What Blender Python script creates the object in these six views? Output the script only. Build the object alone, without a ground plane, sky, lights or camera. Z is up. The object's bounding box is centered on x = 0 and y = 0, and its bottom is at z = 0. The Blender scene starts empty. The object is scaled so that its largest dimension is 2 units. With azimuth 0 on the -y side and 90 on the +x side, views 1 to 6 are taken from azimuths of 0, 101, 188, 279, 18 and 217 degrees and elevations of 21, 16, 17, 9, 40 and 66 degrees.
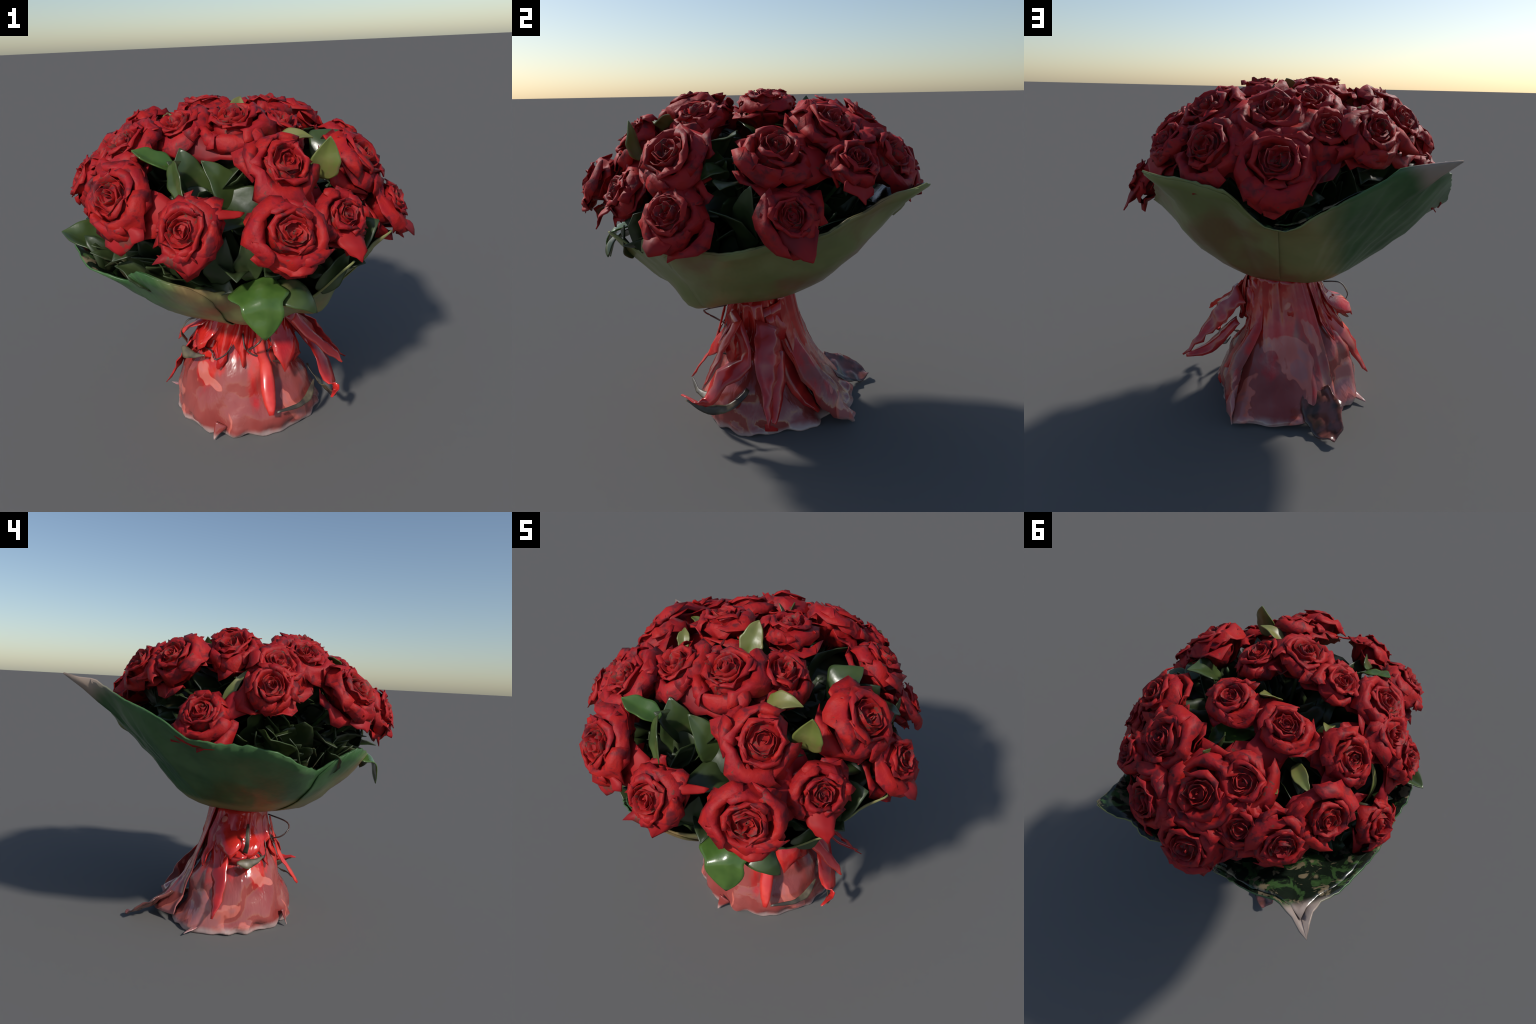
"""A round bouquet of dark red roses held in a flared green wrapping sheet and
standing on a flared foot of glossy red cellophane tied with ribbons."""
import bpy, bmesh, math, random
from mathutils import Vector, Matrix, noise

random.seed(7)
PI = math.pi


# ------------------------------------------------------------------ helpers
def lerp(a, b, t):
    return a + (b - a) * t


def smooth(a, b, x):
    t = max(0.0, min(1.0, (x - a) / (b - a)))
    return t * t * (3 - 2 * t)


def table(pts, x):
    """piecewise linear look-up in a short list of (x, value...) points"""
    if x <= pts[0][0]:
        return pts[0][1:]
    for p, q in zip(pts, pts[1:]):
        if x <= q[0]:
            t = (x - p[0]) / (q[0] - p[0])
            return tuple(lerp(a, b, t) for a, b in zip(p[1:], q[1:]))
    return pts[-1][1:]


def around(pts, az):
    """periodic look-up by azimuth in degrees"""
    az = (az + 180.0) % 360.0 - 180.0
    ext = [(pts[-1][0] - 360.0,) + pts[-1][1:]] + list(pts) + [(pts[0][0] + 360.0,) + pts[0][1:]]
    return table(ext, az)


def polar(az, r, z):
    """azimuth 0 stands on the -y axis, 90 on the +x axis"""
    a = math.radians(az)
    return Vector((r * math.sin(a), -r * math.cos(a), z))


def spline(pts, n):
    """Catmull-Rom through control points"""
    P = [Vector(p) for p in pts]
    P = [P[0] * 2 - P[1]] + P + [P[-1] * 2 - P[-2]]
    out = []
    segs = len(P) - 3
    for i in range(n + 1):
        t = i / n * segs
        k = min(int(t), segs - 1)
        t -= k
        a, b, c, d = P[k:k + 4]
        out.append(0.5 * ((2 * b) + (c - a) * t + (2 * a - 5 * b + 4 * c - d) * t * t
                          + (3 * b - a - 3 * c + d) * t ** 3))
    return out


def wob(p, f, seed=0.0):
    return noise.noise(Vector((p[0] * f + seed * 7.3, p[1] * f - seed * 3.1, p[2] * f + seed)))


def grid_faces(nu, nv, wrap=False, base=0):
    f = []
    for j in range(nv - 1):
        for i in range(nu if wrap else nu - 1):
            k = (i + 1) % nu
            f.append((base + j * nu + i, base + j * nu + k, base + (j + 1) * nu + k, base + (j + 1) * nu + i))
    return f


def make_mesh(name, verts, faces, mats):
    me = bpy.data.meshes.new(name)
    me.from_pydata([tuple(v) for v in verts], [], faces)
    for m in mats:
        me.materials.append(m)
    me.polygons.foreach_set("use_smooth", [True] * len(me.polygons))
    me.update()
    return me


def add(name, mesh, parent, matrix=None):
    ob = bpy.data.objects.new(name, mesh)
    bpy.context.collection.objects.link(ob)
    ob.parent = parent
    if matrix is not None:
        ob.matrix_local = matrix
    return ob


def shell(ob, thickness, sub=0, offset=0.0, inner=0):
    if sub:
        m = ob.modifiers.new("smooth", 'SUBSURF')
        m.levels = m.render_levels = sub
    m = ob.modifiers.new("thick", 'SOLIDIFY')
    m.thickness = thickness
    m.offset = offset
    m.material_offset = inner
    m.use_even_offset = False


# ------------------------------------------------------------------ materials
class Nodes:
    def __init__(self, name):
        self.mat = bpy.data.materials.new(name)
        self.mat.use_nodes = True
        self.t = self.mat.node_tree
        self.b = self.t.nodes["Principled BSDF"]
        self.co = self.t.nodes.new("ShaderNodeTexCoord").outputs["Object"]
        self.rand = self.t.nodes.new("ShaderNodeObjectInfo").outputs["Random"]

    def new(self, kind):
        return self.t.nodes.new(kind)

    def link(self, a, b):
        self.t.links.new(a, b)

    def put(self, sock, val):
        if isinstance(val, bpy.types.NodeSocket):
            self.link(val, sock)
        elif isinstance(val, (tuple, list)):
            sock.default_value = (*val, 1.0) if len(val) == 3 and sock.type == 'RGBA' else val
        else:
            sock.default_value = val

    def math(self, op, a, b=0.0, clamp=False):
        n = self.new("ShaderNodeMath")
        n.operation = op
        n.use_clamp = clamp
        self.put(n.inputs[0], a)
        self.put(n.inputs[1], b)
        return n.outputs[0]

    def noise(self, scale, detail=3.0, rough=0.5, distort=0.0, stretch=None, shift=0.0, per_object=False):
        co = self.co
        if stretch or shift:
            m = self.new("ShaderNodeMapping")
            m.inputs["Scale"].default_value = stretch or (1, 1, 1)
            m.inputs["Location"].default_value = (shift, shift * 1.7, shift * 0.6)
            self.link(co, m.inputs["Vector"])
            co = m.outputs[0]
        n = self.new("ShaderNodeTexNoise")
        n.noise_dimensions = '4D'
        self.link(co, n.inputs["Vector"])
        n.inputs["Scale"].default_value = scale
        n.inputs["Detail"].default_value = detail
        n.inputs["Roughness"].default_value = rough
        n.inputs["Distortion"].default_value = distort
        if per_object:
            self.put(n.inputs["W"], self.math('MULTIPLY', self.rand, 37.0))
        else:
            n.inputs["W"].default_value = shift
        return n.outputs["Fac"]

    def ramp(self, fac, lo, hi, flip=False):
        n = self.new("ShaderNodeMapRange")
        n.interpolation_type = 'SMOOTHSTEP'
        self.put(n.inputs["Value"], fac)
        n.inputs["From Min"].default_value = lo
        n.inputs["From Max"].default_value = hi
        n.inputs["To Min"].default_value = 1.0 if flip else 0.0
        n.inputs["To Max"].default_value = 0.0 if flip else 1.0
        return n.outputs["Result"]

    def mix(self, fac, a, b):
        n = self.new("ShaderNodeMix")
        n.data_type = 'RGBA'
        self.put(n.inputs["Factor"], fac)
        self.put(n.inputs["A"], a)
        self.put(n.inputs["B"], b)
        for s in n.outputs:
            if s.type == 'RGBA':
                return s

    def xyz(self):
        n = self.new("ShaderNodeSeparateXYZ")
        self.link(self.co, n.inputs[0])
        return n.outputs

    def bump(self, height, strength, dist=0.01):
        n = self.new("ShaderNodeBump")
        n.inputs["Strength"].default_value = strength
        n.inputs["Distance"].default_value = dist
        self.put(n.inputs["Height"], height)
        self.link(n.outputs[0], self.b.inputs["Normal"])

    def finish(self, color, rough, **kw):
        self.put(self.b.inputs["Base Color"], color)
        self.put(self.b.inputs["Roughness"], rough)
        for k, v in kw.items():
            self.put(self.b.inputs[k.replace("_", " ")], v)
        return self.mat


def rose_material(name, fleck, dark, deep=0.93):
    n = Nodes(name)
    s = 1.0
    red = n.mix(n.ramp(n.noise(2.2, 2, per_object=True), 0.35, 0.7), tuple(c * deep for c in (0.45, 0.013, 0.010)), tuple(c * deep for c in (0.37, 0.010, 0.017)))
    red = n.mix(n.ramp(n.noise(3.0, 4, 0.6, 0.6, shift=3.1, per_object=True), 0.5, 0.78), red, dark)
    red = n.mix(n.math('MULTIPLY', n.rand, 0.3), red, (0.29, 0.008, 0.012))
    red = n.mix(n.math('MULTIPLY', n.ramp(n.noise(2.6, 3, 0.5, 0.8, shift=21.0, per_object=True), 0.50, 0.68), 0.8), red, (0.085, 0.010, 0.016))
    # dry, grey-brown scuffs
    scuff = n.noise(3.6, 4, 0.55, 1.6, shift=9.7, per_object=True)
    m = n.ramp(scuff, fleck, fleck + 0.03)
    col = n.mix(n.math('MULTIPLY', m, 0.8), red, (0.115, 0.042, 0.030))
    n.bump(n.noise(7.0, 3, 0.5, per_object=True), 0.12, 0.03)
    return n.finish(col, 0.6, Specular_IOR_Level=0.26)


def leaf_material(name, a, b, c, rough=0.3):
    n = Nodes(name)
    x, y, z = n.xyz()
    col = n.mix(n.ramp(n.noise(7.0, 3, per_object=True), 0.35, 0.65), a, b)
    col = n.mix(n.ramp(n.noise(4.0, 4, 0.6, 0.5, shift=5.0, per_object=True), 0.55, 0.72), col, c)
    n.bump(n.noise(18.0, 3, per_object=True), 0.2, 0.01)
    return n.finish(col, rough, Specular_IOR_Level=0.5)


MAT_PETAL = rose_material("rose_petal_red", 0.655, (0.25, 0.012, 0.020))
MAT_HEART = rose_material("rose_heart_red", 0.565, (0.16, 0.010, 0.014), 0.80)
MAT_LOOSE = rose_material("rose_petal_loose", 0.64, (0.24, 0.012, 0.018))
MAT_LEAF = leaf_material("leaf_green", (0.036, 0.06, 0.018), (0.06, 0.09, 0.024), (0.12, 0.10, 0.045), 0.3)
MAT_LEAF_DARK = leaf_material("leaf_dark_green", (0.022, 0.036, 0.012), (0.042, 0.062, 0.02), (0.075, 0.06, 0.03), 0.42)
MAT_LEAF_FRESH = leaf_material("leaf_bright_green", (0.045, 0.10, 0.018), (0.075, 0.14, 0.028), (0.12, 0.13, 0.05), 0.24)
MAT_LEAF_PALE = leaf_material("leaf_yellow_green", (0.13, 0.16, 0.035), (0.20, 0.19, 0.06), (0.20, 0.10, 0.06), 0.38)
MAT_STEM = leaf_material("stem_green", (0.03, 0.07, 0.02), (0.06, 0.10, 0.03), (0.08, 0.06, 0.03), 0.45)


def wrap_material():
    n = Nodes("wrap_olive_green")
    x, y, z = n.xyz()
    olive = n.mix(n.ramp(n.noise(2.4, 4, 0.6, 0.4), 0.35, 0.7), (0.20, 0.215, 0.075), (0.28, 0.275, 0.11))
    brown = n.mix(n.ramp(n.noise(3.0, 3, 0.5, 0.3, shift=4.0), 0.50, 0.68), olive, (0.23, 0.15, 0.065))
    # broad dark green zone of the sheet on the -x side, lower edge an arc
    low = n.math('ADD', n.math('MULTIPLY', n.math('POWER', n.math('ADD', y, -0.05), 2.0), 0.30), 0.83)
    wave = n.math('MULTIPLY', n.math('SUBTRACT', n.noise(3.0, 3, shift=1.0), 0.5), 0.16)
    up = n.ramp(n.math('SUBTRACT', n.math('ADD', z, wave), low), 0.0, 0.06)
    side = n.ramp(n.math('ADD', x, wave), -0.42, -0.22, True)
    green = n.mix(n.ramp(n.noise(4.0, 4, 0.6, shift=2.0), 0.35, 0.65), (0.04, 0.105, 0.035), (0.07, 0.15, 0.055))
    col = n.mix(n.math('MULTIPLY', up, side), brown, green)
    # red stain where the sheet meets the cellophane
    red = n.ramp(n.math('ADD', z, n.math('MULTIPLY', wave, 0.8)), 0.70, 0.78, True)
    col = n.mix(n.math('MULTIPLY', red, 0.6), col, (0.30, 0.06, 0.03))
    # dry pale corner
    tip = n.ramp(n.math('ADD', n.math('SUBTRACT', y, x), n.math('MULTIPLY', wave, 0.7)), 1.44, 1.58)
    col = n.mix(tip, col, (0.34, 0.26, 0.21))
    n.bump(n.noise(5.0, 4, 0.55, stretch=(1, 1, 0.4)), 0.3, 0.03)
    return n.finish(col, n.math('ADD', 0.42, n.math('MULTIPLY', up, -0.08)), Specular_IOR_Level=0.35)


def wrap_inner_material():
    n = Nodes("wrap_inside_baked_shade")
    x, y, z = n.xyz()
    col = n.mix(n.ramp(n.noise(7.0, 4, 0.6, 1.0), 0.50, 0.58), (0.010, 0.016, 0.010), (0.045, 0.095, 0.03))  # near-black base: the unlit interior's darkness baked into the sheet colour
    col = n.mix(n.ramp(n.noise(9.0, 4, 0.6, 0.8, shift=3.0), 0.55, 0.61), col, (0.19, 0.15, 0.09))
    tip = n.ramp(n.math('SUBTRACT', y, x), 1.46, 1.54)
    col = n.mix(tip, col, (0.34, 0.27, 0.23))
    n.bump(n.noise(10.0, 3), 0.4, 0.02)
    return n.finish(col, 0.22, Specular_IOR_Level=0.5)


def cellophane_material(name, red_pull=0.0):
    n = Nodes(name)
    x, y, z = n.xyz()
    st = (1.0, 1.0, 0.55)
    dull = n.mix(n.ramp(n.noise(4.0, 3, stretch=st), 0.35, 0.65), (0.27, 0.042, 0.036), (0.34, 0.075, 0.065))
    bright = n.mix(n.ramp(n.noise(6.0, 3, shift=6.0), 0.4, 0.6), (0.62, 0.028, 0.020), (0.46, 0.012, 0.012))
    # strong red where the film is gathered at the neck, paler at the foot
    h = n.math('ADD', z, n.math('MULTIPLY', n.math('SUBTRACT', n.noise(5.0, 3, shift=2.0, stretch=(1.5, 1.5, 0.16)), 0.5), 1.1))
    gather = n.ramp(n.math('ADD', h, red_pull), 0.32, 0.50)
    col = n.mix(gather, dull, bright)
    # reflections on the film painted as pale patches, crisp edge, warm rim
    p = n.noise(2.9, 3.0, 0.5, 0.9, stretch=(1, 1, 0.55), shift=8.0)
    edge = n.math('SUBTRACT', n.ramp(p, 0.545, 0.552), n.ramp(p, 0.572, 0.60))
    patch = n.ramp(p, 0.548, 0.556)
    col = n.mix(n.math('MULTIPLY', patch, 0.75), col, (0.50, 0.18, 0.175))
    col = n.mix(n.math('MULTIPLY', edge, 0.5), col, (0.72, 0.15, 0.09))
    foot = n.ramp(n.math('ADD', z, n.math('MULTIPLY', n.noise(9.0, 3), 0.08)), 0.05, 0.10, True)
    if red_pull < 0.5:
        col = n.mix(n.math('MULTIPLY', foot, 0.8), col, (0.50, 0.39, 0.36))
    rough = n.math('ADD', 0.07, n.math('MULTIPLY', n.ramp(n.noise(3.5, 3, shift=12.0), 0.4, 0.6), 0.22))
    n.bump(n.noise(6.0, 4, 0.55, 0.5, stretch=(1, 1, 0.35)), 0.45, 0.03)
    return n.finish(col, rough, Specular_IOR_Level=0.6)


def ribbon_material(name, a, b, rough):
    n = Nodes(name)
    col = n.mix(n.ramp(n.noise(9.0, 3, per_object=True), 0.4, 0.6), a, b)
    return n.finish(col, rough, Specular_IOR_Level=0.6)


MAT_WRAP = wrap_material()
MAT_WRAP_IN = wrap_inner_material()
MAT_FILM = cellophane_material("cellophane_red")
MAT_FLAP = cellophane_material("cellophane_gathered_red", 0.12)
MAT_TAIL = cellophane_material("cellophane_dusky", 0.05)
MAT_RIBBON = ribbon_material("ribbon_red", (0.62, 0.03, 0.025), (0.42, 0.02, 0.022), 0.2)
MAT_RIBBON_BRIGHT = ribbon_material("ribbon_bright_red", (0.72, 0.05, 0.035), (0.62, 0.03, 0.025), 0.25)
MAT_RIBBON_DRY = ribbon_material("ribbon_dry_olive", (0.15, 0.12, 0.07), (0.05, 0.04, 0.03), 0.45)
MAT_TORN = ribbon_material("cellophane_torn_dark", (0.22, 0.07, 0.06), (0.06, 0.035, 0.03), 0.25)
MAT_WIRE = ribbon_material("curled_thread_brown", (0.10, 0.05, 0.04), (0.05, 0.03, 0.025), 0.35)

# ------------------------------------------------------------------ bouquet
bouquet = bpy.data.objects.new("rose_bouquet", None)
bpy.context.collection.objects.link(bouquet)
bouquet["label"] = "round bouquet of dark red roses in green wrap on red cellophane foot"
bouquet["category"] = "flower bouquet"

# ------------------------------------------------------------------ wrapping sheet
# rim of the sheet: azimuth, radius, height (corners stick out, folds dip)
RIM = [(-174, 0.84, 1.265), (-165, 0.89, 1.35), (-156, 0.95, 1.445), (-148, 1.00, 1.535), (-143.5, 1.04, 1.595),
       (-139.4, 1.14, 1.625), (-137.4, 1.275, 1.636), (-136.2, 1.275, 1.636), (-134.4, 1.14, 1.625), (-130, 1.07, 1.60), (-124, 1.04, 1.55),
       (-116, 1.00, 1.48), (-108, 0.97, 1.41), (-100, 0.93, 1.33), (-88, 0.90, 1.31), (-78, 0.92, 1.31), (-68, 0.93, 1.28),
       (-58, 0.88, 1.21), (-46, 0.77, 1.16), (-40, 0.82, 1.22), (-31, 0.86, 1.30), (-22, 0.86, 1.27),
       (-12, 0.82, 1.20), (-2, 0.73, 1.13), (10, 0.72, 1.12), (22, 0.72, 1.07), (30, 0.73, 1.04),
       (35, 0.80, 1.13), (39, 0.89, 1.265), (41, 0.89, 1.27), (46, 0.80, 1.15), (52, 0.80, 1.17), (58, 0.84, 1.26), (66, 0.885, 1.32), (70, 0.84, 1.28),
       (76, 0.83, 1.26), (90, 0.84, 1.255), (104, 0.84, 1.265), (118, 0.85, 1.285), (127, 0.88, 1.33),
       (138, 0.95, 1.42), (145, 1.03, 1.505), (149, 1.13, 1.565), (152, 1.09, 1.545), (159, 1.00, 1.51), (168, 0.96, 1.49),
       (172, 0.90, 1.40), (178, 0.83, 1.28)]
# how each meridian bellies out between the neck and the rim: azimuth, reach, rise
BELLY = [(-180, 0.68, 0.78), (-160, 0.80, 0.84), (-140, 0.80, 0.84), (-115, 0.77, 0.62), (-90, 0.59, 0.42), (-68, 0.58, 0.33), (-45, 0.65, 0.27),
         (0, 0.72, 0.10), (20, 0.76, 0.12), (40, 0.62, 0.20), (70, 0.66, 0.30), (90, 0.59, 0.43), (125, 0.66, 0.66), (142, 0.82, 0.72), (151, 0.80, 0.74), (163, 0.58, 0.78)]


def bowl(az, s):
    az = (az + 180.0) % 360.0 - 180.0
    rr, rz = around(RIM, az)
    # the corners only stand out near the edge: the body follows a softened rim
    soft = [around(RIM, az + k * 5.0) for k in range(-4, 5)]
    br, bz = sum(q[0] for q in soft) / 9, sum(q[1] for q in soft) / 9
    w = 0.012 * noise.noise(Vector((az * 0.35, 3.0, 0))) + 0.008 * noise.noise(Vector((az * 1.1, 5.0, 0)))
    reach, rise = around(BELLY, az)
    d, h = br - 0.15, bz - 0.772
    a, b, c = 3 * s * (1 - s) ** 2, 3 * s * s * (1 - s), s ** 3
    r = 0.15 + d * (a * 0.335 + b * reach + c) + (rr - br) * s ** 7 + w * s ** 3
    z = 0.772 + h * (a * 0.02 + b * rise + c) + (rz - bz) * s ** 7 + w * s ** 3
    for a0, s0, wa, up in ((-138, 0.32, 18.0, 0.045), (57, 0.45, 11.0, 0.06)):
        g = up * math.exp(-((az - a0) / wa) ** 2 - ((s - s0) / 0.22) ** 2)
        r += g
        z -= g * 0.7
    p = polar(az, r, z)
    p.x += 0.04 * (1 - s)
    k = 0.03 * smooth(0.1, 0.5, s)
    n = wob(p, 2.6, 1.0) * k + wob(p, 7.0, 2.0) * 0.4 * k
    return p + polar(az, n, -n * 0.7)


def inside_bowl(p, gap=0.03):
    """True where a point stays clear above the wrapping sheet"""
    az = math.degrees(math.atan2(p.x, -p.y))
    rho = math.hypot(p.x, p.y)
    a = bowl(az, 0.0)
    for k in range(1, 13):
        b = bowl(az, k / 12)
        ra, rb = math.hypot(a.x, a.y), math.hypot(b.x, b.y)
        if rb >= rho:
            t = max(0.0, min(1.0, (rho - ra) / max(rb - ra, 1e-6)))
            return p.z > lerp(a.z, b.z, t) + gap
        a = b
    return p.z > around(RIM, az)[1] + 0.02


def pierces(p):
    """True where a point has gone through the sheet from inside"""
    rr, rz = around(RIM, math.degrees(math.atan2(p.x, -p.y)))
    return math.hypot(p.x, p.y) < rr * 0.985 and p.z < rz and not inside_bowl(p, -0.012)


NA, NS = 240, 16
verts = [bowl(i * 360 / NA - 180, j / (NS - 1)) for j in range(NS) for i in range(NA)]
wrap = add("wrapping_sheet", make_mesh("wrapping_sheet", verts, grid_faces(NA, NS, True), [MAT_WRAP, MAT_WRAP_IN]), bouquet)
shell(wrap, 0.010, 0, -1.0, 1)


def overlap(az0, az1, s0, lift, top):
    """a second sheet laid over the first, its free edges standing a little proud"""
    nu, nv = 50, 12
    vs = []
    for j in range(nv):
        for i in range(nu):
            u, v = i / (nu - 1), j / (nv - 1)
            az = lerp(az0, az1, u)
            s = lerp(s0, top, v) - 0.10 * (abs(2 * u - 1) ** 6) * v
            p = bowl(az, min(s, 1.0))
            if s > 1.0:
                p += (p - bowl(az, 0.93)).normalized() * (s - 1.0) * 0.7
            out = lift * smooth(0.0, 0.25, v) * (1 - 0.5 * v ** 4)
            vs.append(p + polar(az, out, -0.8 * out))
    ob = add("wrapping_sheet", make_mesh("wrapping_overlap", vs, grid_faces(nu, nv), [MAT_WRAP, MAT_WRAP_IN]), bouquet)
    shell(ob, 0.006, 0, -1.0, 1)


overlap(-44, -9, 0.25, 0.010, 1.02)
overlap(66, 183, 0.15, 0.008, 1.0)

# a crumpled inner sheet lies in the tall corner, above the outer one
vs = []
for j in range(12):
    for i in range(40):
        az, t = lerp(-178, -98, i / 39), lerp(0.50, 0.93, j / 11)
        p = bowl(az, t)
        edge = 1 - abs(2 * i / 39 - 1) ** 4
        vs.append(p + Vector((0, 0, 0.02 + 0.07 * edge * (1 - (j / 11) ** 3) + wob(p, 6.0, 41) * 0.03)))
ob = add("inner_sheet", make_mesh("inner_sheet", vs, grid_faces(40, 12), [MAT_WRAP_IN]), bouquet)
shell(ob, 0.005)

# the dry curled tip on the tallest corner
def strip(points, widths, normals, n, cup=0.15, across=5, crumple=0.0, seed=0.0):
    """a ribbon along a spline; widths and face normals are given at the ends"""
    C = spline(points, n)
    W = spline([(w, 0, 0) for w in widths], n)
    N = spline(normals, n)
    vs = []
    for i in range(n + 1):
        tan = (C[min(i + 1, n)] - C[max(i - 1, 0)]).normalized()
        nn = (N[i] - tan * N[i].dot(tan)).normalized()
        side = tan.cross(nn)
        w = max(W[i].x, 0.002)
        for k in range(across):
            u = k / (across - 1) * 2 - 1
            p = C[i] + side * (u * w * 0.5) + nn * (-cup * w * u * u)
            if crumple:
                p += nn * wob(p, 18.0, seed) * crumple + side * wob(p, 14.0, seed + 5) * crumple
            vs.append(p)
    return vs, grid_faces(across, n + 1)


# ------------------------------------------------------------------ roses
def petal_mesh(name, profile, half, tip, rnd, mat, nu=9, nv=9, rough=0.05, sharp=1.0):
    """a petal wrapped round the flower axis; profile is (radius, height) from claw to lip"""
    prof = spline([(r, z, 0) for r, z in profile], 40)
    jit = [rnd.uniform(-1, 1) for _ in range(60)]
    corner = rnd.uniform(-0.3, 0.3)
    sx = rnd.uniform(0, 50)
    vs = []
    for j in range(nv):
        v = j / (nv - 1)
        for i in range(nu):
            u = i / (nu - 1) * 2 - 1
            # the lip reaches furthest at a pointed corner, and falls back to the sides
            du = abs(u - corner)
            reach = 1.0 - 0.16 * abs(u) ** 3 + tip * max(0.0, 1 - du * 1.7) ** 1.3
            t = v * reach
            k = t * 40
            if k <= 40:
                a = int(min(k, 39))
                p = prof[a].lerp(prof[a + 1], k - a)
            else:
                p = prof[40] + (prof[40] - prof[38]).normalized() * (t - 1) * 1.3
            ang = u * half * (0.30 + 0.70 * min(1.0, v * 1.6))
            q = Vector((p.x * math.cos(ang), p.x * math.sin(ang), p.y))
            # lip sides roll outward, surface buckles in broad facets
            roll = 0.10 * abs(u) ** 2 * v ** 3
            q += Vector((math.cos(ang), math.sin(ang), -0.4)) * roll
            am = rough * (0.3 + v)
            q += Vector((wob(q, 2.2, sx), wob(q, 2.2, sx + 3), wob(q, 2.4, sx + 8))) * am * 1.6
            q.x += jit[(i * 3 + j * 5) % 60] * am * 0.45
            q.z += jit[(i * 7 + j * 11 + 9) % 60] * am * 0.45
            vs.append(q)
    return make_mesh(name, vs, grid_faces(nu, nv), [mat])


rnd = random.Random(11)
# thickness is set in the mesh's own unit, one rose radius
GUARD = [petal_mesh("guard_petal", [(0.06, -1.25), (0.42, -1.12), (0.80, -0.82), (1.00, -0.56), (1.14, -0.62)],
                    rnd.uniform(0.8, 1.0), rnd.uniform(0.16, 0.42), rnd, MAT_PETAL, 7, 6, 0.13) for _ in range(8)]
OUTER = [petal_mesh("outer_petal", [(0.06, -1.2), (0.42, -0.95), (0.66, -0.48), (0.70, -0.14), (0.82, -0.07), (0.98, -0.22), (1.07, -0.40)],
                    rnd.uniform(1.0, 1.25), rnd.uniform(0.04, 0.24), rnd, MAT_PETAL, 9, 9, 0.115) for _ in range(10)]
MIDDLE = [petal_mesh("middle_petal", [(0.06, -1.1), (0.36, -0.70), (0.52, -0.30), (0.55, 0.00), (0.63, 0.10), (0.72, 0.04)],
                     rnd.uniform(1.1, 1.5), rnd.uniform(0.0, 0.12), rnd, MAT_PETAL, 9, 8, 0.10) for _ in range(8)]


def heart_mesh(rnd):
    """tight inner whorl: rings of short cupped petals round a bud, on a filled floor"""
    bm_v, bm_f = [], []
    th0 = rnd.uniform(0, 6.28)
    rings = [(0.44, 3, 1.25, 0.13), (0.30, 2, 1.7, 0.17), (0.17, 2, 1.7, 0.15), (0.08, 1, 2.6, 0.10)]
    squash = rnd.uniform(0.75, 1.0)
    sdir = rnd.uniform(0, PI)
    for ri, (rad, cnt, half, top) in enumerate(rings):
        for c in range(cnt):
            th = th0 + ri * 0.9 + c * 2 * PI / cnt + rnd.uniform(-0.2, 0.2)
            tp = top + rnd.uniform(-0.06, 0.06)
            rr = rad * rnd.uniform(0.85, 1.12)
            lean = rnd.uniform(-0.04, 0.10)
            nu, nv = 8, 5
            sx = rnd.uniform(0, 90)
            base = len(bm_v)
            pk = rnd.uniform(-0.4, 0.4)
            quads = []
            for side in (0, 1):
                for j in range(nv):
                    v = j / (nv - 1)
                    for i in range(nu):
                        u = i / (nu - 1) * 2 - 1
                        ang = th + u * half
                        r = rr * (0.80 + 0.20 * v) + lean * v * v - 0.035 * u + (0.028 if side else 0.0) * (1 - 0.6 * v)
                        z = -0.5 + (tp + 0.5 - 0.10 * u * u + 0.06 * max(0, 1 - abs(u - pk) * 2)) * v
                        q = Vector((r * math.cos(ang), r * math.sin(ang), z))
                        q += Vector((wob(q, 3.5, sx), wob(q, 3.5, sx + 2), wob(q, 3.5, sx + 4))) * 0.13
                        q.x, q.y = q.x * lerp(1, squash, abs(math.cos(sdir))), q.y * lerp(1, squash, abs(math.sin(sdir)))
                        bm_v.append(q)
            m = nu * nv
            for a, b, cc, d in grid_faces(nu, nv):
                bm_f.append((base + a, base + d, base + cc, base + b))
                bm_f.append((base + m + a, base + m + b, base + m + cc, base + m + d))
            for i in range(nu - 1):
                a = base + (nv - 1) * nu + i
                bm_f.append((a, a + m, a + m + 1, a + 1))
            for j in range(nv - 1):
                a = base + j * nu
                bm_f.append((a, a + m, a + m + nu, a + nu))
                a = base + j * nu + nu - 1
                bm_f.append((a, a + nu, a + nu + m, a + m))
    # floor between the whorls and the closed calyx below
    base = len(bm_v)
    prof = [(0.02, 0.00), (0.22, -0.02), (0.42, -0.06), (0.58, -0.22), (0.66, -0.5), (0.5, -0.9), (0.2, -1.18), (0.02, -1.25)]
    k = 18
    for r, z in prof:
        for i in range(k):
            a = 2 * PI * i / k
            q = Vector((r * math.cos(a), r * math.sin(a), z))
            q += Vector((0, 0, 1)) * wob(q, 4.0, th0) * 0.10
            bm_v.append(q)
    bm_f += grid_faces(k, len(prof), True, base)
    return make_mesh("rose", bm_v, bm_f, [MAT_HEART])


HEARTS = [heart_mesh(rnd) for _ in range(6)]

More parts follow.
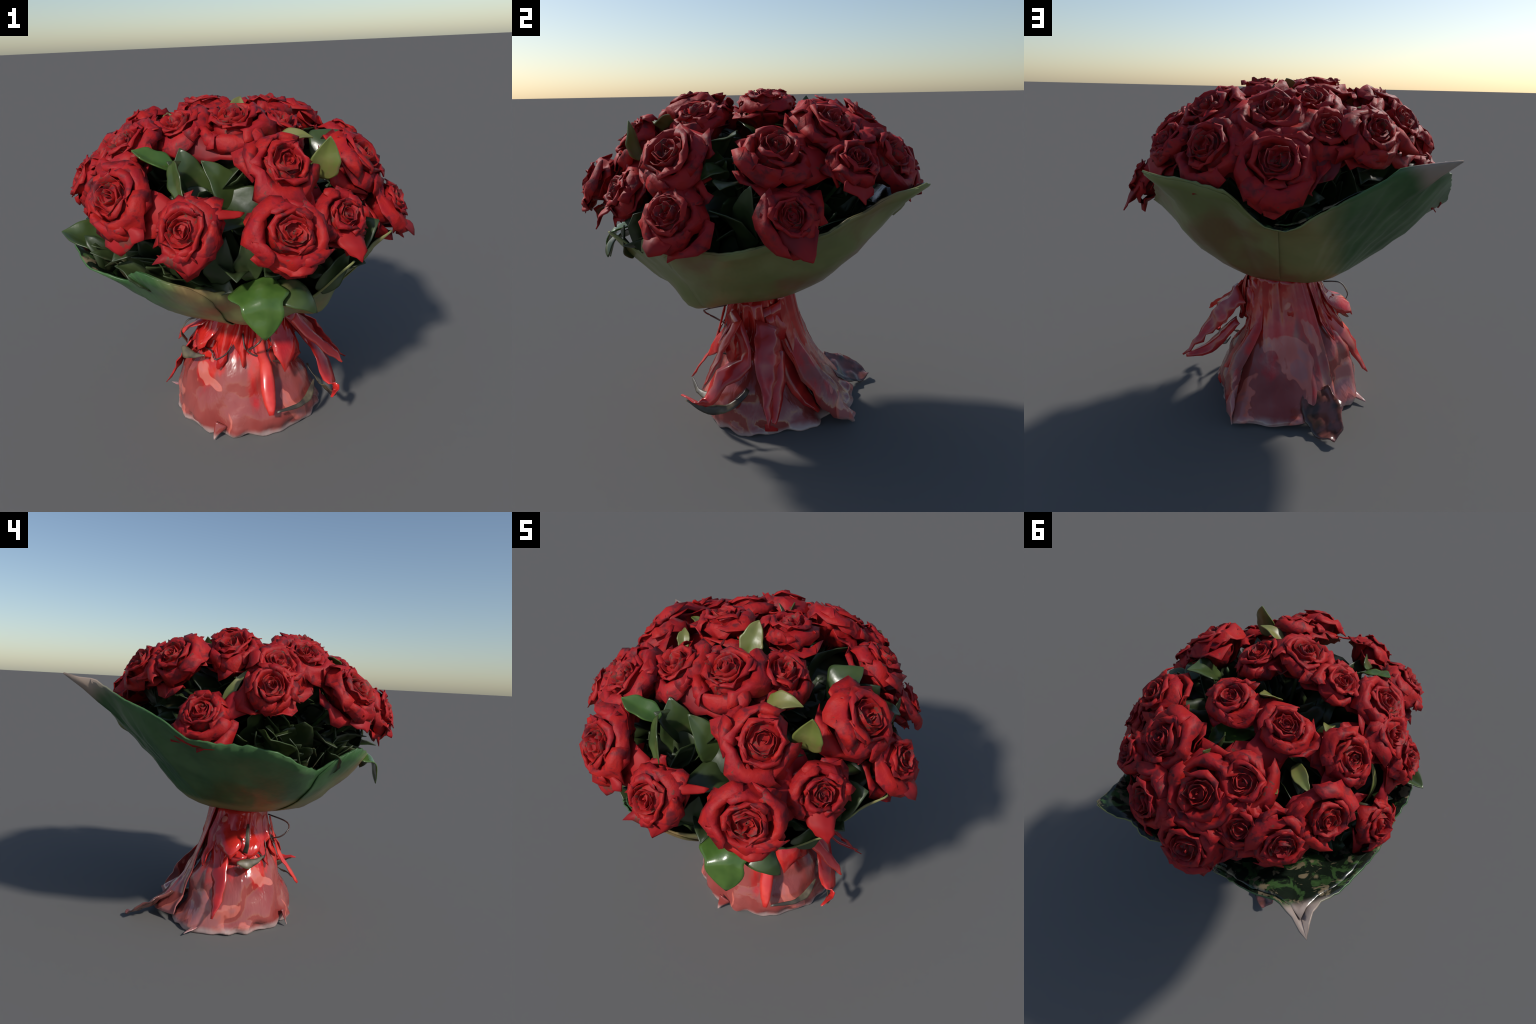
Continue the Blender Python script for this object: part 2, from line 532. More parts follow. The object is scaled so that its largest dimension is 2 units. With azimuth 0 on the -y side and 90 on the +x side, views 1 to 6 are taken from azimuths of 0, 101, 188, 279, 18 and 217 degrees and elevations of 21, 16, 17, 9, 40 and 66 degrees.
# heart position, radius, how far the flower tips down from the dome normal
ROSES = [
    (-0.540, -0.745, 1.655, 0.170, 0), (-0.208, -0.930, 1.539, 0.150, 0), (0.270, -0.930, 1.512, 0.150, 0),
    (0.545, -0.645, 1.492, 0.140, 0), (0.266, -0.657, 1.759, 0.155, 0), (0.684, -0.285, 1.706, 0.165, 0),
    (0.012, -0.388, 1.930, 0.170, 0), (-0.261, -0.350, 1.910, 0.160, 0), (0.260, -0.255, 1.876, 0.155, 0),
    (-0.174, 0.090, 1.965, 0.130, 0), (0.190, 0.112, 1.950, 0.150, 0), (0.684, 0.261, 1.735, 0.165, 0),
    (0.400, 0.505, 1.840, 0.165, 0), (0.590, 0.640, 1.672, 0.150, 0), (0.318, 0.820, 1.665, 0.165, 0),
    (0.018, 0.644, 1.844, 0.200, 0), (-0.560, 0.015, 1.862, 0.175, 0), (-0.663, -0.294, 1.773, 0.155, 0),
    (-0.803, -0.276, 1.646, 0.150, 0), (-0.263, 0.660, 1.764, 0.170, 0), (-0.502, 0.608, 1.750, 0.155, 0),
    (-0.632, 0.360, 1.795, 0.160, 0), (-0.864, 0.108, 1.490, 0.160, 0), (-0.044, 0.892, 1.617, 0.165, 0),
    (-0.524, -0.420, 1.840, 0.150, 0), (-0.150, 0.470, 1.880, 0.160, 0), (0.874, -0.235, 1.443, 0.150, 0),
    (0.862, 0.357, 1.438, 0.140, 0),
]
CENTRE = Vector((0.02, 0.0, 1.02))


def axis_matrix(pos, axis, spin, scale):
    q = axis.normalized().to_track_quat('Z', 'Y')
    return Matrix.Translation(pos) @ q.to_matrix().to_4x4() @ Matrix.Rotation(spin, 4, 'Z') @ Matrix.Scale(scale, 4)


def stem_mesh(name, pts, radius, mat, n=14, k=7, taper=1.0):
    C = spline(pts, n)
    vs = []
    for i, c in enumerate(C):
        t = (C[min(i + 1, n)] - C[max(i - 1, 0)]).normalized()
        a = t.orthogonal().normalized()
        b = t.cross(a)
        r = radius * lerp(1.0, taper, i / n)
        for m in range(k):
            w = 2 * PI * m / k
            vs.append(c + (a * math.cos(w) + b * math.sin(w)) * r)
    f = grid_faces(k, n + 1, True)
    f.append(tuple(range(k - 1, -1, -1)))
    f.append(tuple(n * k + i for i in range(k)))
    return make_mesh(name, vs, f, [mat])


# open hollows between the flowers, where the foliage stays deep
HOLLOWS = [(-0.12, -0.66, 0.13), (0.02, -0.13, 0.15), (-0.20, -0.13, 0.10), (0.20, -0.09, 0.08), (-0.38, 0.22, 0.09), (0.52, -0.05, 0.10), (0.40, -0.50, 0.06)]


def in_hollow(p, grow=0.0):
    return any(math.hypot(p.x - hx, p.y - hy) < hr + grow for hx, hy, hr in HOLLOWS)


for idx, (x, y, z, R, tipdown) in enumerate(ROSES):
    pos = Vector((x, y, z))
    axis = (pos - CENTRE).normalized()
    axis = (axis + Vector((rnd.uniform(-1, 1), rnd.uniform(-1, 1), rnd.uniform(-1, 1))) * 0.13).normalized()
    pos -= axis * (R * 0.02)
    if math.hypot(x, y) < 0.6:
        pos.z += 0.012
    R *= rnd.uniform(0.95, 1.06)
    place = (axis_matrix(pos, axis, rnd.uniform(0, 6.28), R)
               @ Matrix.Diagonal((rnd.uniform(0.88, 1.12), rnd.uniform(0.88, 1.12), 1, 1)))
    rose = add("rose", HEARTS[idx % len(HEARTS)], bouquet, place)
    th = rnd.uniform(0, 6.28)
    for group, count, tilt in ((GUARD, 3, 0.16), (OUTER, 4, 0.09), (MIDDLE, 3, 0.07)):
        th += rnd.uniform(0.4, 0.9)
        for c in range(count):
            a = th + 2 * PI * c / count + rnd.uniform(-0.15, 0.15)
            s = rnd.uniform(0.86, 1.10)
            m = (Matrix.Rotation(a, 4, 'Z') @ Matrix.Translation((0.02 * (c % 2), 0, rnd.uniform(-0.04, 0.03)))
                 @ Matrix.Rotation(rnd.uniform(-tilt, tilt), 4, 'Y') @ Matrix.Diagonal((s, s * rnd.uniform(0.95, 1.08), 1, 1)))
            me = rnd.choice(group)
            if z < 1.72 and group is GUARD and any(pierces(place @ m @ v.co) for v in list(me.vertices)[::2]):
                continue
            if group is not MIDDLE and in_hollow(place @ m @ Vector((1.05, 0, -0.35))):
                if group is GUARD:
                    continue
                m = m @ Matrix.Diagonal((0.86, 0.9, 1, 1))
            pet = add("petal", me, rose, m)
            shell(pet, 0.035)
    # stem from the tied neck to the calyx
    base = pos - axis * R * 1.2
    foot = Vector((0.04 + x * 0.10, y * 0.10, 0.72))
    mid = foot.lerp(base, 0.55) + Vector((x, y, 0)) * -0.08
    st = add("stem", stem_mesh("stem", [foot, mid, base], 0.013, MAT_STEM), bouquet)

# ------------------------------------------------------------------ leaves
def leaf_verts(p0, p1, width, normal, bend=0.1, fold=0.25, n=10, across=7, rnd=random):
    """a pointed oval blade from p0 to p1, folded along the rib and arched"""
    p0, p1, N = Vector(p0), Vector(p1), Vector(normal)
    L = (p1 - p0)
    ln = L.length
    t = L.normalized()
    N = (N - t * N.dot(t)).normalized()
    side = t.cross(N)
    sx = rnd.uniform(0, 99)
    vs = []
    for j in range(n + 1):
        v = j / n
        w = width * 0.5 * (math.sin(PI * min(1, v * 0.93 + 0.07) ** 0.80) ** 0.8 if v < 1 else 0.0)
        w = max(w * (1 + 0.45 * wob(Vector((v * 5, sx, 0)), 1.0)), 0.002)
        c = p0 + L * v + N * (bend * ln * math.sin(PI * v))
        for k in range(across):
            u = k / (across - 1) * 2 - 1
            q = c + side * (u * w) + N * (fold * w * abs(u))
            a = width * 0.20
            q += N * (wob(q, 6.0, sx) * a + wob(q, 15.0, sx + 2) * a * 0.35) + side * wob(q, 6.0, sx + 4) * a * 0.7
            vs.append(q)
    return vs, grid_faces(across, n + 1)


def leaf(p0, p1, width, normal, mat, bend=0.1, fold=0.25):
    p0 = Vector(p0)
    vs, fs = leaf_verts((0, 0, 0), Vector(p1) - p0, width, normal, bend, fold, rnd=rnd)
    ob = add("leaf", make_mesh("leaf", vs, fs, [mat]), bouquet, Matrix.Translation(p0))
    shell(ob, 0.006, 1)
    return ob


# leaves that show between the flowers
leaf((-0.27, -0.58, 1.73), (-0.455, -0.575, 1.82), 0.13, (0, -0.5, 1), MAT_LEAF_FRESH, 0.08)
leaf((-0.27, -0.60, 1.76), (-0.20, -0.76, 1.60), 0.09, (-0.6, -0.5, 0.6), MAT_LEAF, 0.1)
leaf((-0.16, -0.49, 1.44), (-0.25, -0.50, 1.81), 0.20, (0.3, -1, 0.3), MAT_LEAF, 0.04)
leaf((0.03, -0.51, 1.50), (-0.14, -0.54, 1.755), 0.17, (0.4, -0.8, 0.5), MAT_LEAF, 0.06)
leaf((0.16, -0.56, 1.42), (-0.04, -0.54, 1.60), 0.24, (0.1, -0.9, 0.6), MAT_LEAF_DARK, 0.06)
leaf((-0.30, -0.55, 1.44), (-0.12, -0.54, 1.62), 0.22, (-0.1, -0.9, 0.6), MAT_LEAF_DARK, 0.06)
leaf((0.44, -0.52, 1.64), (0.465, -0.575, 1.848), 0.13, (0.1, -0.9, 0.5), MAT_LEAF_PALE, 0.06)
leaf((0.20, -0.42, 1.78), (0.40, -0.46, 1.83), 0.10, (0, -0.5, 1), MAT_LEAF_PALE, 0.15)
leaf((0.00, -0.08, 1.84), (0.06, 0.03, 1.985), 0.14, (0.2, -1, 0.6), MAT_LEAF_PALE, 0.05)
leaf((0.52, -0.08, 1.52), (0.53, -0.09, 1.70), 0.15, (1, -0.1, 0.2), MAT_LEAF, 0.05)
leaf((0.60, -0.02, 1.60), (0.73, -0.11, 1.58), 0.12, (0.6, 0, 1), MAT_LEAF, 0.15)
leaf((0.55, 0.05, 1.50), (0.82, 0.02, 1.52), 0.20, (0.4, 0, 1), MAT_LEAF_DARK, 0.15)
leaf((0.10, 0.32, 1.76), (0.08, 0.32, 1.96), 0.11, (1, 0.1, 0.2), MAT_LEAF, 0.05)
leaf((0.05, 0.40, 1.78), (0.12, 0.45, 1.92), 0.10, (1, 0, 0.4), MAT_LEAF, 0.1)
leaf((-0.30, 0.20, 1.80), (-0.46, 0.30, 1.84), 0.09, (0, 0.2, 1), MAT_LEAF_PALE, 0.08)
leaf((-0.22, 0.38, 1.72), (-0.33, 0.40, 1.84), 0.10, (-0.4, 0, 1), MAT_LEAF_PALE, 0.1)
leaf((-0.14, 0.18, 1.86), (-0.20, 0.30, 1.74), 0.05, (0, 0.5, 1), MAT_LEAF_PALE, 0.1)
leaf((-0.34, -0.10, 1.84), (-0.36, -0.02, 1.93), 0.07, (0, 0, 1), MAT_LEAF_PALE, 0.2)
leaf((0.05, 0.10, 1.70), (0.20, 0.36, 1.76), 0.20, (0, 0, 1), MAT_LEAF_FRESH, 0.15)
leaf((-0.30, -0.02, 1.70), (-0.45, -0.20, 1.80), 0.16, (0, 0, 1), MAT_LEAF, 0.15)
leaf((0.45, -0.10, 1.66), (0.60, 0.05, 1.77), 0.18, (0.2, 0, 1), MAT_LEAF, 0.12)
leaf((-0.70, 0.05, 1.45), (-0.63, -0.10, 1.72), 0.06, (-1, 0, 0.3), MAT_LEAF_PALE, 0.12)
leaf((-0.10, -0.72, 1.20), (-0.04, -0.74, 1.44), 0.13, (0.2, -1, 0.2), MAT_LEAF_DARK, 0.1)
leaf((0.08, -0.74, 1.22), (0.06, -0.78, 1.46), 0.13, (-0.2, -1, 0.2), MAT_LEAF_DARK, 0.1)
leaf((0.62, 0.10, 1.28), (0.80, 0.16, 1.56), 0.15, (1, -0.2, 0.2), MAT_LEAF_DARK, 0.1)
leaf((0.40, -0.62, 1.10), (0.58, -0.60, 1.30), 0.12, (0.6, -0.8, 0.4), MAT_LEAF_DARK, 0.1)
# leaves lying over the rim of the wrap
leaf((0.12, -0.72, 1.215), (0.138, -0.930, 1.000), 0.27, (0.0, -0.8, 0.7), MAT_LEAF_FRESH, 0.28, -0.25)
leaf((0.16, -0.74, 1.18), (0.38, -0.80, 1.06), 0.16, (0.2, -0.7, 0.7), MAT_LEAF, 0.2, -0.1)
leaf((-0.70, -0.27, 1.24), (-0.94, -0.305, 1.365), 0.22, (-0.45, -0.45, 1), MAT_LEAF, 0.10, 0.3)
leaf((-0.42, -0.56, 1.12), (-0.60, -0.62, 1.26), 0.16, (-0.2, -0.6, 1), MAT_LEAF_DARK, 0.12, 0.35)

# loose petals that hang below or bridge the flowers
def loose_petal(p0, p1, width, normal, bend=0.12):
    p0 = Vector(p0)
    vs, fs = leaf_verts((0, 0, 0), Vector(p1) - p0, width, normal, bend, -0.3, 7, 7, rnd)
    vs = [v + Vector((wob(v + p0, 9.0, 51), wob(v + p0, 9.0, 53), wob(v + p0, 9.0, 55))) * 0.035 for v in vs]
    ob = add("petal", make_mesh("loose_petal", vs, fs, [MAT_LOOSE]), bouquet, Matrix.Translation(p0))
    shell(ob, 0.006)


loose_petal((-0.13, -0.86, 1.57), (0.055, -0.82, 1.575), 0.07, (0, -0.8, 0.6))
loose_petal((-0.27, -0.43, 1.84), (0.15, -0.50, 1.78), 0.16, (0, -0.9, 0.5), 0.04)
loose_petal((0.54, -0.66, 1.42), (0.595, -0.76, 1.29), 0.12, (0.3, -0.9, 0.3))
loose_petal((-0.52, -0.76, 1.53), (-0.50, -0.83, 1.40), 0.20, (-0.4, -0.9, 0.2))
loose_petal((-0.21, -0.92, 1.46), (-0.19, -0.965, 1.35), 0.22, (0, -1, 0.3))
loose_petal((0.27, -0.92, 1.42), (0.28, -0.985, 1.31), 0.20, (0.1, -1, 0.3))
loose_petal((-0.04, 0.86, 1.54), (-0.06, 0.965, 1.37), 0.20, (0, 1, 0.3))
loose_petal((-0.20, 0.66, 1.66), (-0.22, 0.80, 1.50), 0.28, (0, 1, 0.4))
loose_petal((0.86, 0.34, 1.42), (0.925, 0.44, 1.24), 0.18, (1, 0.3, 0.3))
loose_petal((0.58, 0.62, 1.60), (0.67, 0.67, 1.46), 0.18, (0.7, 0.7, 0.4))
loose_petal((0.86, -0.24, 1.40), (0.94, -0.32, 1.26), 0.16, (1, -0.3, 0.3))

# crumpled petals that bridge neighbouring flowers
for a in range(len(ROSES)):
    for b in range(a + 1, len(ROSES)):
        pa, pb = Vector(ROSES[a][:3]), Vector(ROSES[b][:3])
        m = (pa + pb) * 0.5
        if (pa - pb).length > 0.42 or min(pa.z, pb.z) < 1.47 or in_hollow(m) or (abs(m.x) < 0.32 and -0.62 < m.y < -0.40):
            continue
        if not (inside_bowl(pa.lerp(pb, 0.15), 0.16) and inside_bowl(pa.lerp(pb, 0.88), 0.16)):
            continue
        nn = (m - CENTRE).normalized()
        sink = rnd.uniform(0.06, 0.10)
        loose_petal(pa.lerp(pb, 0.15) - nn * sink, pa.lerp(pb, 0.88) - nn * sink, rnd.uniform(0.16, 0.26), nn + Vector((rnd.uniform(-.3, .3), rnd.uniform(-.3, .3), 0)), 0.08)

# dense dark foliage that fills the bouquet under the flowers
fv, ff = [], []
frnd = random.Random(5)
made = 0
while made < 420:
    rho = 0.80 * math.sqrt(frnd.random())
    az = frnd.uniform(-180, 180)
    rr, rz = around(RIM, az)
    floor = 0.74 + max(0.0, rho - 0.25) * 0.80
    roof = 1.79 - 0.62 * rho * rho - 0.20 * smooth(0.48, 0.66, rho)
    if rho > rr - 0.12:
        continue
    z = frnd.uniform(max(floor, roof - 0.60), max(floor + 0.05, roof - 0.12))
    p = polar(az, rho, z)
    if in_hollow(p, 0.05):
        p.z -= 0.06
    out = polar(az + frnd.uniform(-70, 70), 1.0, frnd.uniform(-0.2, 1.3)).normalized()
    ln = frnd.uniform(0.20, 0.34)
    vs, fs = leaf_verts(p, p + out * ln, ln * frnd.uniform(0.5, 0.7),
                        (frnd.uniform(-1, 1), frnd.uniform(-1, 1), frnd.uniform(0.2, 1.2)),
                        frnd.uniform(0.02, 0.2), 0.25, 6, 5, frnd)
    if not all(inside_bowl(v) for v in vs[::3]):
        continue
    b = len(fv)
    fv += vs
    ff += [tuple(b + i for i in f) for f in fs]
    made += 1
foliage = add("foliage", make_mesh("foliage", fv, ff, [MAT_LEAF_DARK]), bouquet)
foliage["kind"] = "stuff"
shell(foliage, 0.005)

# ------------------------------------------------------------------ cellophane foot
# oval sections of the foot: height, centre x, centre y, half width in x, half width in y
SECTIONS = [(0.0, 0.0, 0.071, 0.455, 0.410), (0.06, 0.0, 0.03, 0.44, 0.37), (0.14, 0.0, 0.0, 0.42, 0.325),
            (0.24, 0.0, 0.004, 0.385, 0.29), (0.36, -0.005, 0.01, 0.325, 0.255), (0.48, 0.0, 0.030, 0.275, 0.220),
            (0.60, 0.02, 0.045, 0.248, 0.200), (0.74, 0.045, 0.03, 0.225, 0.18), (0.84, 0.045, 0.02, 0.21, 0.18)]
# extra flare of the film by azimuth: back left most, a little along the front hem
FLARE = [(-160, 0.03), (-140, 0.07), (-115, 0.095), (-95, 0.045), (-75, 0.02), (-40, 0.025), (0, 0.022), (40, 0.018), (100, 0.0), (125, 0.02), (145, 0.05), (170, 0.02)]


def film_point(az, z, lift=0.0):
    cx, cy, rx, ry = table(SECTIONS, z)
    (f,) = around(FLARE, az)
    lift = lift + f * (1 - smooth(0.30 if -150 < az < -70 else 0.10, 0.58 if -150 < az < -70 else 0.30, z)) * smooth(-0.08, 0.08, z)
    a = math.radians(az)
    return Vector((cx + (rx + lift) * math.sin(a), cy - (ry + lift) * math.cos(a), z))


def foot_point(az, z):
    pleat = smooth(0.22, 0.6, z)
    a = math.radians(az)
    k = 0.16 * pleat * (abs(noise.noise(Vector((2.2 * math.cos(a), 2.2 * math.sin(a), z * 1.2)))) - 0.25) + 0.02 * pleat * math.sin(17 * a + 2 * math.sin(3 * a) + z * 6)
    p = film_point((az + 180) % 360 - 180, z, 0.25 * k)
    # broad flat facets of stiff film, and fine crackle
    d = wob(p, 4.0, 3) * 0.030 + abs(wob(p, 5.0, 13)) * 0.034 - abs(wob(p, 9.0, 19)) * 0.014 + wob(p, 12.0, 4) * 0.010
    d += 0.012 * pleat * wob(Vector((az * 0.12, 0, z)), 2.0, 6)
    return p + polar(az, d, 0)


NF = 132
zs = [0.0, 0.008, 0.02, 0.04, 0.07, 0.10] + [0.14 + 0.68 * i / 24 for i in range(25)]
verts = []
for z in zs:
    for i in range(NF):
        p = foot_point(i * 360 / NF, z)
        if z < 0.05:
            p.z += 0.040 * max(0, wob(p, 9.0, 8) + 0.05)
            p += polar(i * 360 / NF, 0.03 * wob(p, 10.0, 12), 0)
        verts.append(p)
faces = grid_faces(NF, len(zs), True)
c = len(verts)
verts.append(Vector((0.03, 0.05, 0.0)))
faces += [(c, (i + 1) % NF, i) for i in range(NF)]
add("cellophane_foot", make_mesh("cellophane_foot", verts, faces, [MAT_FILM]), bouquet)

# back tail of the film: a sheet that runs from the neck down to the ground behind
TAIL_END = [(0.245, 0.640, 0.02), (0.14, 0.635, 0.03), (0.01, 0.622, 0.015), (-0.10, 0.610, 0.03), (-0.20, 0.60, 0.05), (-0.29, 0.52, 0.05), (-0.37, 0.38, 0.06)]
end = spline(TAIL_END, 40)
verts = []
for j in range(22):
    t = j / 21
    for i in range(41):
        az = lerp(140, 222, i / 40)
        top = foot_point(az, 0.82) + polar(az, 0.012, 0)
        mid = foot_point(az, 0.30) + polar(az, 0.012, 0)
        e = end[i]
        p = top * (1 - t) ** 2 + mid * 2 * t * (1 - t) + e * t * t
        f = 0.035 * t * noise.noise(Vector((i * 0.17, 4.0, 0))) + wob(p, 10.0, 9) * 0.025 * t
        p += Vector((0, f, f * 0.5))
        p.z = max(p.z, 0.006)
        verts.append(p)
tail = add("cellophane_tail", make_mesh("cellophane_tail", verts, grid_faces(41, 22), [MAT_TAIL]), bouquet)
shell(tail, 0.007, 0, 1.0)
# crumpled tip of the tail
vs, fs = strip([(-0.24, 0.42, 0.18), (-0.29, 0.54, 0.10), (-0.345, 0.66, 0.05), (-0.372, 0.728, 0.035)], [0.16, 0.24, 0.17, 0.01],
               [(0, 0.6, 1), (0.3, 0.5, 1), (0.3, 0.4, 1), (0, 0.4, 1)], 20, -0.05, 9, 0.022, 4)
ob = add("cellophane_tail_tip", make_mesh("cellophane_tail_tip", vs, fs, [MAT_TORN]), bouquet)
shell(ob, 0.008)

# gathered collar: the upper edge of the film folded down over the tie, deep sharp pleats, torn hem
def fold(x):
    """sharp triangular pleat, -1..1"""
    x = x % 1.0
    return 4 * abs(x - 0.5) - 1


verts = []
NC = 140
for j in range(9):
    t = j / 8
    for i in range(NC):
        az = lerp(-128, 108, i / (NC - 1))
        tear = 0.5 + 0.5 * fold(az / 41.0 + 0.35 * math.sin(az * 0.05)) + 0.6 * noise.noise(Vector((az * 0.06, 2.0, 0)))
        z = lerp(0.79, 0.58 - 0.16 * tear, t)
        deep = 0.018 * fold(az / 13.0 + 0.3 * math.sin(az * 0.11) + t * 0.25) * smooth(0.05, 0.5, t)
        out = 0.008 + 0.020 * t ** 0.8 + 0.02 * noise.noise(Vector((az * 0.06, 9.0, t)))* t + deep
        out += 0.045 * t * math.exp(-((az + 86) / 22.0) ** 2)
        p = film_point(az, z, out)
        p += Vector((wob(p, 14.0, 30), wob(p, 14.0, 33), wob(p, 14.0, 36))) * 0.020 * t
        verts.append(p)
collar = add("cellophane_collar", make_mesh("cellophane_collar", verts, grid_faces(NC, 9), [MAT_FLAP]), bouquet)
shell(collar, 0.005)

# torn flaps of film that hang lower than the collar
flap_rnd = random.Random(21)
FLAPS = [(-84, 0.25, 0.16), (-62, 0.28, 0.15), (40, 0.36, 0.15), (66, 0.38, 0.14)]
for az, ln, w in FLAPS:
    az += flap_rnd.uniform(-3, 3)
    z0 = 0.76
    z1 = z0 - ln
    out = flap_rnd.uniform(0.05, 0.09) + (0.05 if az < -70 else 0.0)
    pts = []
    for t, lift in ((0, 0.01), (0.35, 0.03), (0.7, 0.02 + out), (1.0, out + flap_rnd.uniform(-0.01, 0.05))):
        pts.append(film_point(az + flap_rnd.uniform(-6, 6) * t, lerp(z0, z1, t), lift))
    nr = [polar(az + flap_rnd.uniform(-25, 25), 1, 0.3) for _ in pts]
    vs, fs = strip(pts, [w * 0.7, w * 1.2, w * 1.0, 0.004], nr, 7, flap_rnd.choice((-0.06, 0.06, 0.1)), 4, 0.03, az)
    ob = add("cellophane_flap", make_mesh("cellophane_flap", vs, fs, [MAT_FLAP]), bouquet)
    shell(ob, 0.004)

# ------------------------------------------------------------------ ribbons and threads
def ribbon(pts, widths, normals, mat, cup=0.1, n=14, crumple=0.006, name="ribbon", thick=0.005):
    widths = [w * 1.25 for w in widths]
    cup *= 0.5
    crumple *= 1.6
    vs, fs = strip(pts, widths, normals, n, cup, 5, crumple, len(pts) + pts[0][0])
    ob = add(name, make_mesh(name, vs, fs, [mat]), bouquet)
    shell(ob, thick)


F, R_, L_ = (0, -1, 0.2), (1, -0.2, 0.2), (-1, 0, 0.2)


def on_film(*rows):
    return [film_point(*r) for r in rows]


# front: a strip down the middle and a red band that stands away from the foot
ribbon(on_film((12, 0.70, 0.04), (17, 0.52, 0.07), (21, 0.40, 0.075)) + [Vector((0.140, -0.36, 0.29)), Vector((0.153, -0.415, 0.195))],
       [0.03, 0.045, 0.06, 0.06, 0.02], [F] * 5, MAT_RIBBON_BRIGHT, 0.22, thick=0.005)
# right: the long hanging ribbon with a dry curled end
ribbon([(0.28, -0.10, 0.72), (0.37, -0.02, 0.58), (0.435, 0.01, 0.47), (0.490, -0.12, 0.39), (0.523, -0.175, 0.29), (0.553, -0.21, 0.245), (0.55, -0.27, 0.25), (0.512, -0.36, 0.27)],
       [0.07, 0.09, 0.10, 0.095, 0.085, 0.06, 0.035, 0.008], [(0.7, -0.7, 0.3)] * 5 + [(0.8, -0.5, -0.3), (0.6, 0, -0.8), (0.3, 0.5, -0.8)], MAT_RIBBON, 0.14, crumple=0.012)
ribbon([(0.30, -0.06, 0.68), (0.42, -0.12, 0.56), (0.53, -0.16, 0.47), (0.60, -0.19, 0.40)], [0.06, 0.06, 0.05, 0.008], [(0.6, -0.6, 0.5)] * 4, MAT_RIBBON_BRIGHT, 0.12, crumple=0.01)
ribbon([(0.184, -0.40, 0.205), (0.30, -0.34, 0.20), (0.39, -0.25, 0.21), (0.43, -0.15, 0.26)], [0.008, 0.02, 0.035, 0.006], [(0.3, -0.7, 0.7)] * 4, MAT_RIBBON_DRY, 0.1)
ribbon([(0.40, 0.02, 0.27), (0.48, -0.08, 0.19), (0.53, -0.20, 0.20), (0.55, -0.32, 0.26)], [0.02, 0.035, 0.045, 0.006], [(1, 0, 0.6)] * 4, MAT_RIBBON_DRY, 0.1, crumple=0.01)
# +x side: strips lying on the film
ribbon(on_film((112, 0.74, 0.01), (122, 0.52, 0.008), (122, 0.38, 0.012), (119, 0.21, 0.012), (106, 0.03, 0.012)), [0.06, 0.07, 0.07, 0.07, 0.06],
       [(1, 0.5, 0.2)] * 5, MAT_RIBBON, 0.18, crumple=0.010)
ribbon(on_film((120, 0.70, 0.008), (132, 0.52, 0.015), (142, 0.36, 0.03), (150, 0.20, 0.045), (152, 0.07, 0.05)), [0.05, 0.07, 0.10, 0.09, 0.02],
       [(0.7, 0.8, 0.3)] * 5, MAT_RIBBON, 0.25, crumple=0.010)
ribbon(on_film((132, 0.76, 0.01), (146, 0.52, 0.04)) + [Vector((0.28, 0.44, 0.27)), Vector((0.28, 0.55, 0.13)), Vector((0.235, 0.65, 0.02))],
       [0.08, 0.10, 0.12, 0.10, 0.01], [(0.8, 0.7, 0.3)] * 5, MAT_FLAP, 0.2, crumple=0.012)
ribbon([(0.30, 0.14, 0.66), (0.42, 0.14, 0.54), (0.52, 0.16, 0.40), (0.67, 0.20, 0.20)], [0.12, 0.14, 0.09, 0.006], [(0.6, 0.6, 0.5)] * 4, MAT_RIBBON, 0.12, crumple=0.018)
ribbon([(0.31, 0.20, 0.50), (0.40, 0.21, 0.40), (0.50, 0.21, 0.29), (0.65, 0.22, 0.22)], [0.06, 0.08, 0.07, 0.02], [(0.5, 0.6, 0.6)] * 4, MAT_RIBBON, 0.3)
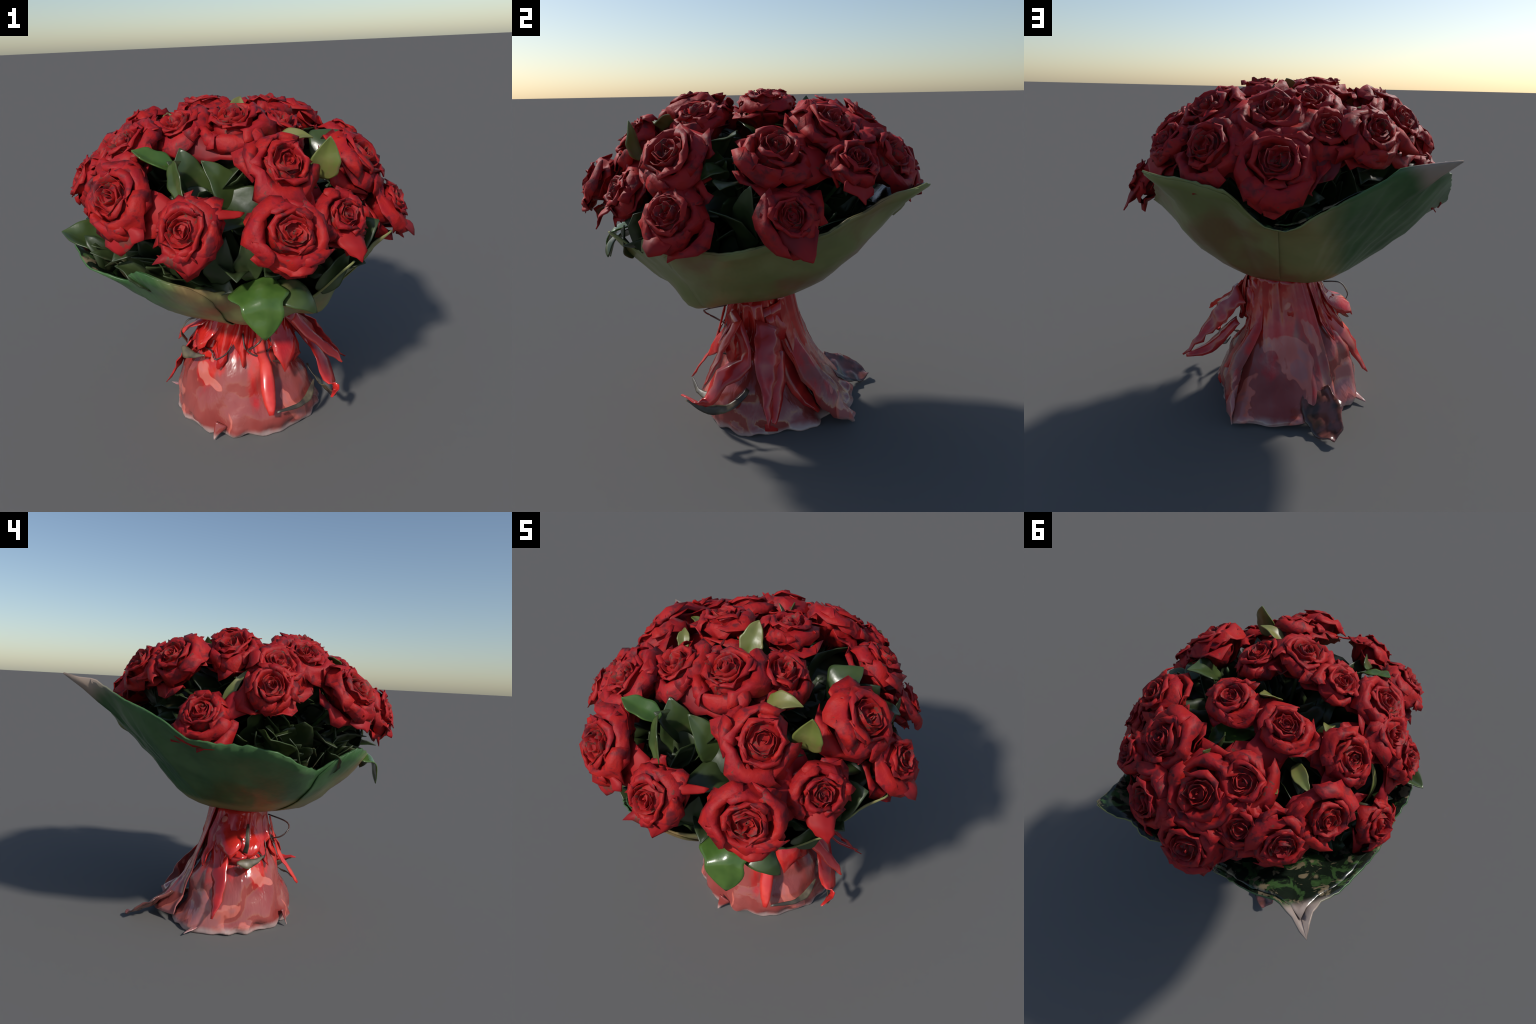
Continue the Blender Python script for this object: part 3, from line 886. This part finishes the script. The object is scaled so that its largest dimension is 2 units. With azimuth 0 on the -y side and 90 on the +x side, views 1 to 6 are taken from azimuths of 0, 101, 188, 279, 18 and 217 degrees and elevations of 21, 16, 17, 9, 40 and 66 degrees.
# -x side: a long flap that ends in a point, and a knot
ribbon(on_film((-108, 0.72, 0.01), (-106, 0.56, 0.03), (-100, 0.40, 0.05), (-98, 0.26, 0.05), (-98, 0.14, 0.08)), [0.07, 0.10, 0.10, 0.06, 0.008],
       [(-1, 0.4, 0.3)] * 5, MAT_RIBBON, 0.22, crumple=0.012)
ribbon(on_film((-74, 0.66, 0.01), (-78, 0.52, 0.05), (-78, 0.47, 0.06), (-76, 0.44, 0.02)), [0.06, 0.11, 0.10, 0.03], [L_] * 4, MAT_RIBBON, 0.35, crumple=0.012)
# dry curls on the left and short threads round the neck
ribbon([(-0.24, -0.20, 0.50), (-0.31, -0.17, 0.48), (-0.37, -0.11, 0.475), (-0.40, -0.05, 0.48)], [0.006, 0.025, 0.055, 0.01], [(-0.6, -0.5, 0.6)] * 4, MAT_RIBBON_DRY, 0.2)


def thread(pts, r=0.004):
    add("ribbon_thread", stem_mesh("ribbon_thread", pts, r, MAT_WIRE, 24, 6), bouquet)


ribbon([(-0.22, -0.08, 0.70), (-0.33, -0.10, 0.70), (-0.385, -0.11, 0.62), (-0.36, -0.09, 0.54)], [0.012, 0.016, 0.022, 0.03], [(-0.5, 0, 1), (-0.6, 0, 1), (-1, 0, 0), (-1, 0, -0.3)], MAT_RIBBON_DRY, 0.1, crumple=0.004)
thread(on_film((-62, 0.49, 0.02), (-42, 0.50, 0.04), (-34, 0.46, 0.04), (-22, 0.50, 0.03), (-16, 0.57, 0.02)), 0.005)
thread(on_film((-6, 0.62, 0.02), (0, 0.54, 0.05), (14, 0.50, 0.06), (30, 0.53, 0.05), (28, 0.60, 0.03)), 0.005)
thread(on_film((18, 0.58, 0.03), (26, 0.46, 0.04), (46, 0.43, 0.05), (66, 0.46, 0.05), (74, 0.52, 0.03)), 0.005)
thread(on_film((20, 0.70, 0.03), (12, 0.66, 0.16), (6, 0.62, 0.18), (2, 0.57, 0.12), (8, 0.54, 0.03)), 0.006)

# little torn spikes of film at the foot
def spike(a, b, w, nrm):
    vs, fs = strip([a, Vector(a).lerp(Vector(b), 0.5), b], [w, w * 0.5, 0.003], [nrm] * 3, 8, 0.05, 5, 0.006, w)
    ob = add("cellophane_spike", make_mesh("cellophane_spike", vs, fs, [MAT_FILM]), bouquet)
    shell(ob, 0.006)


spike((-0.16, -0.35, 0.10), (-0.205, -0.385, 0.012), 0.09, (0, -1, 0.3))
spike((-0.45, 0.18, 0.05), (-0.55, 0.25, 0.020), 0.07, (-0.3, 0.3, 1))
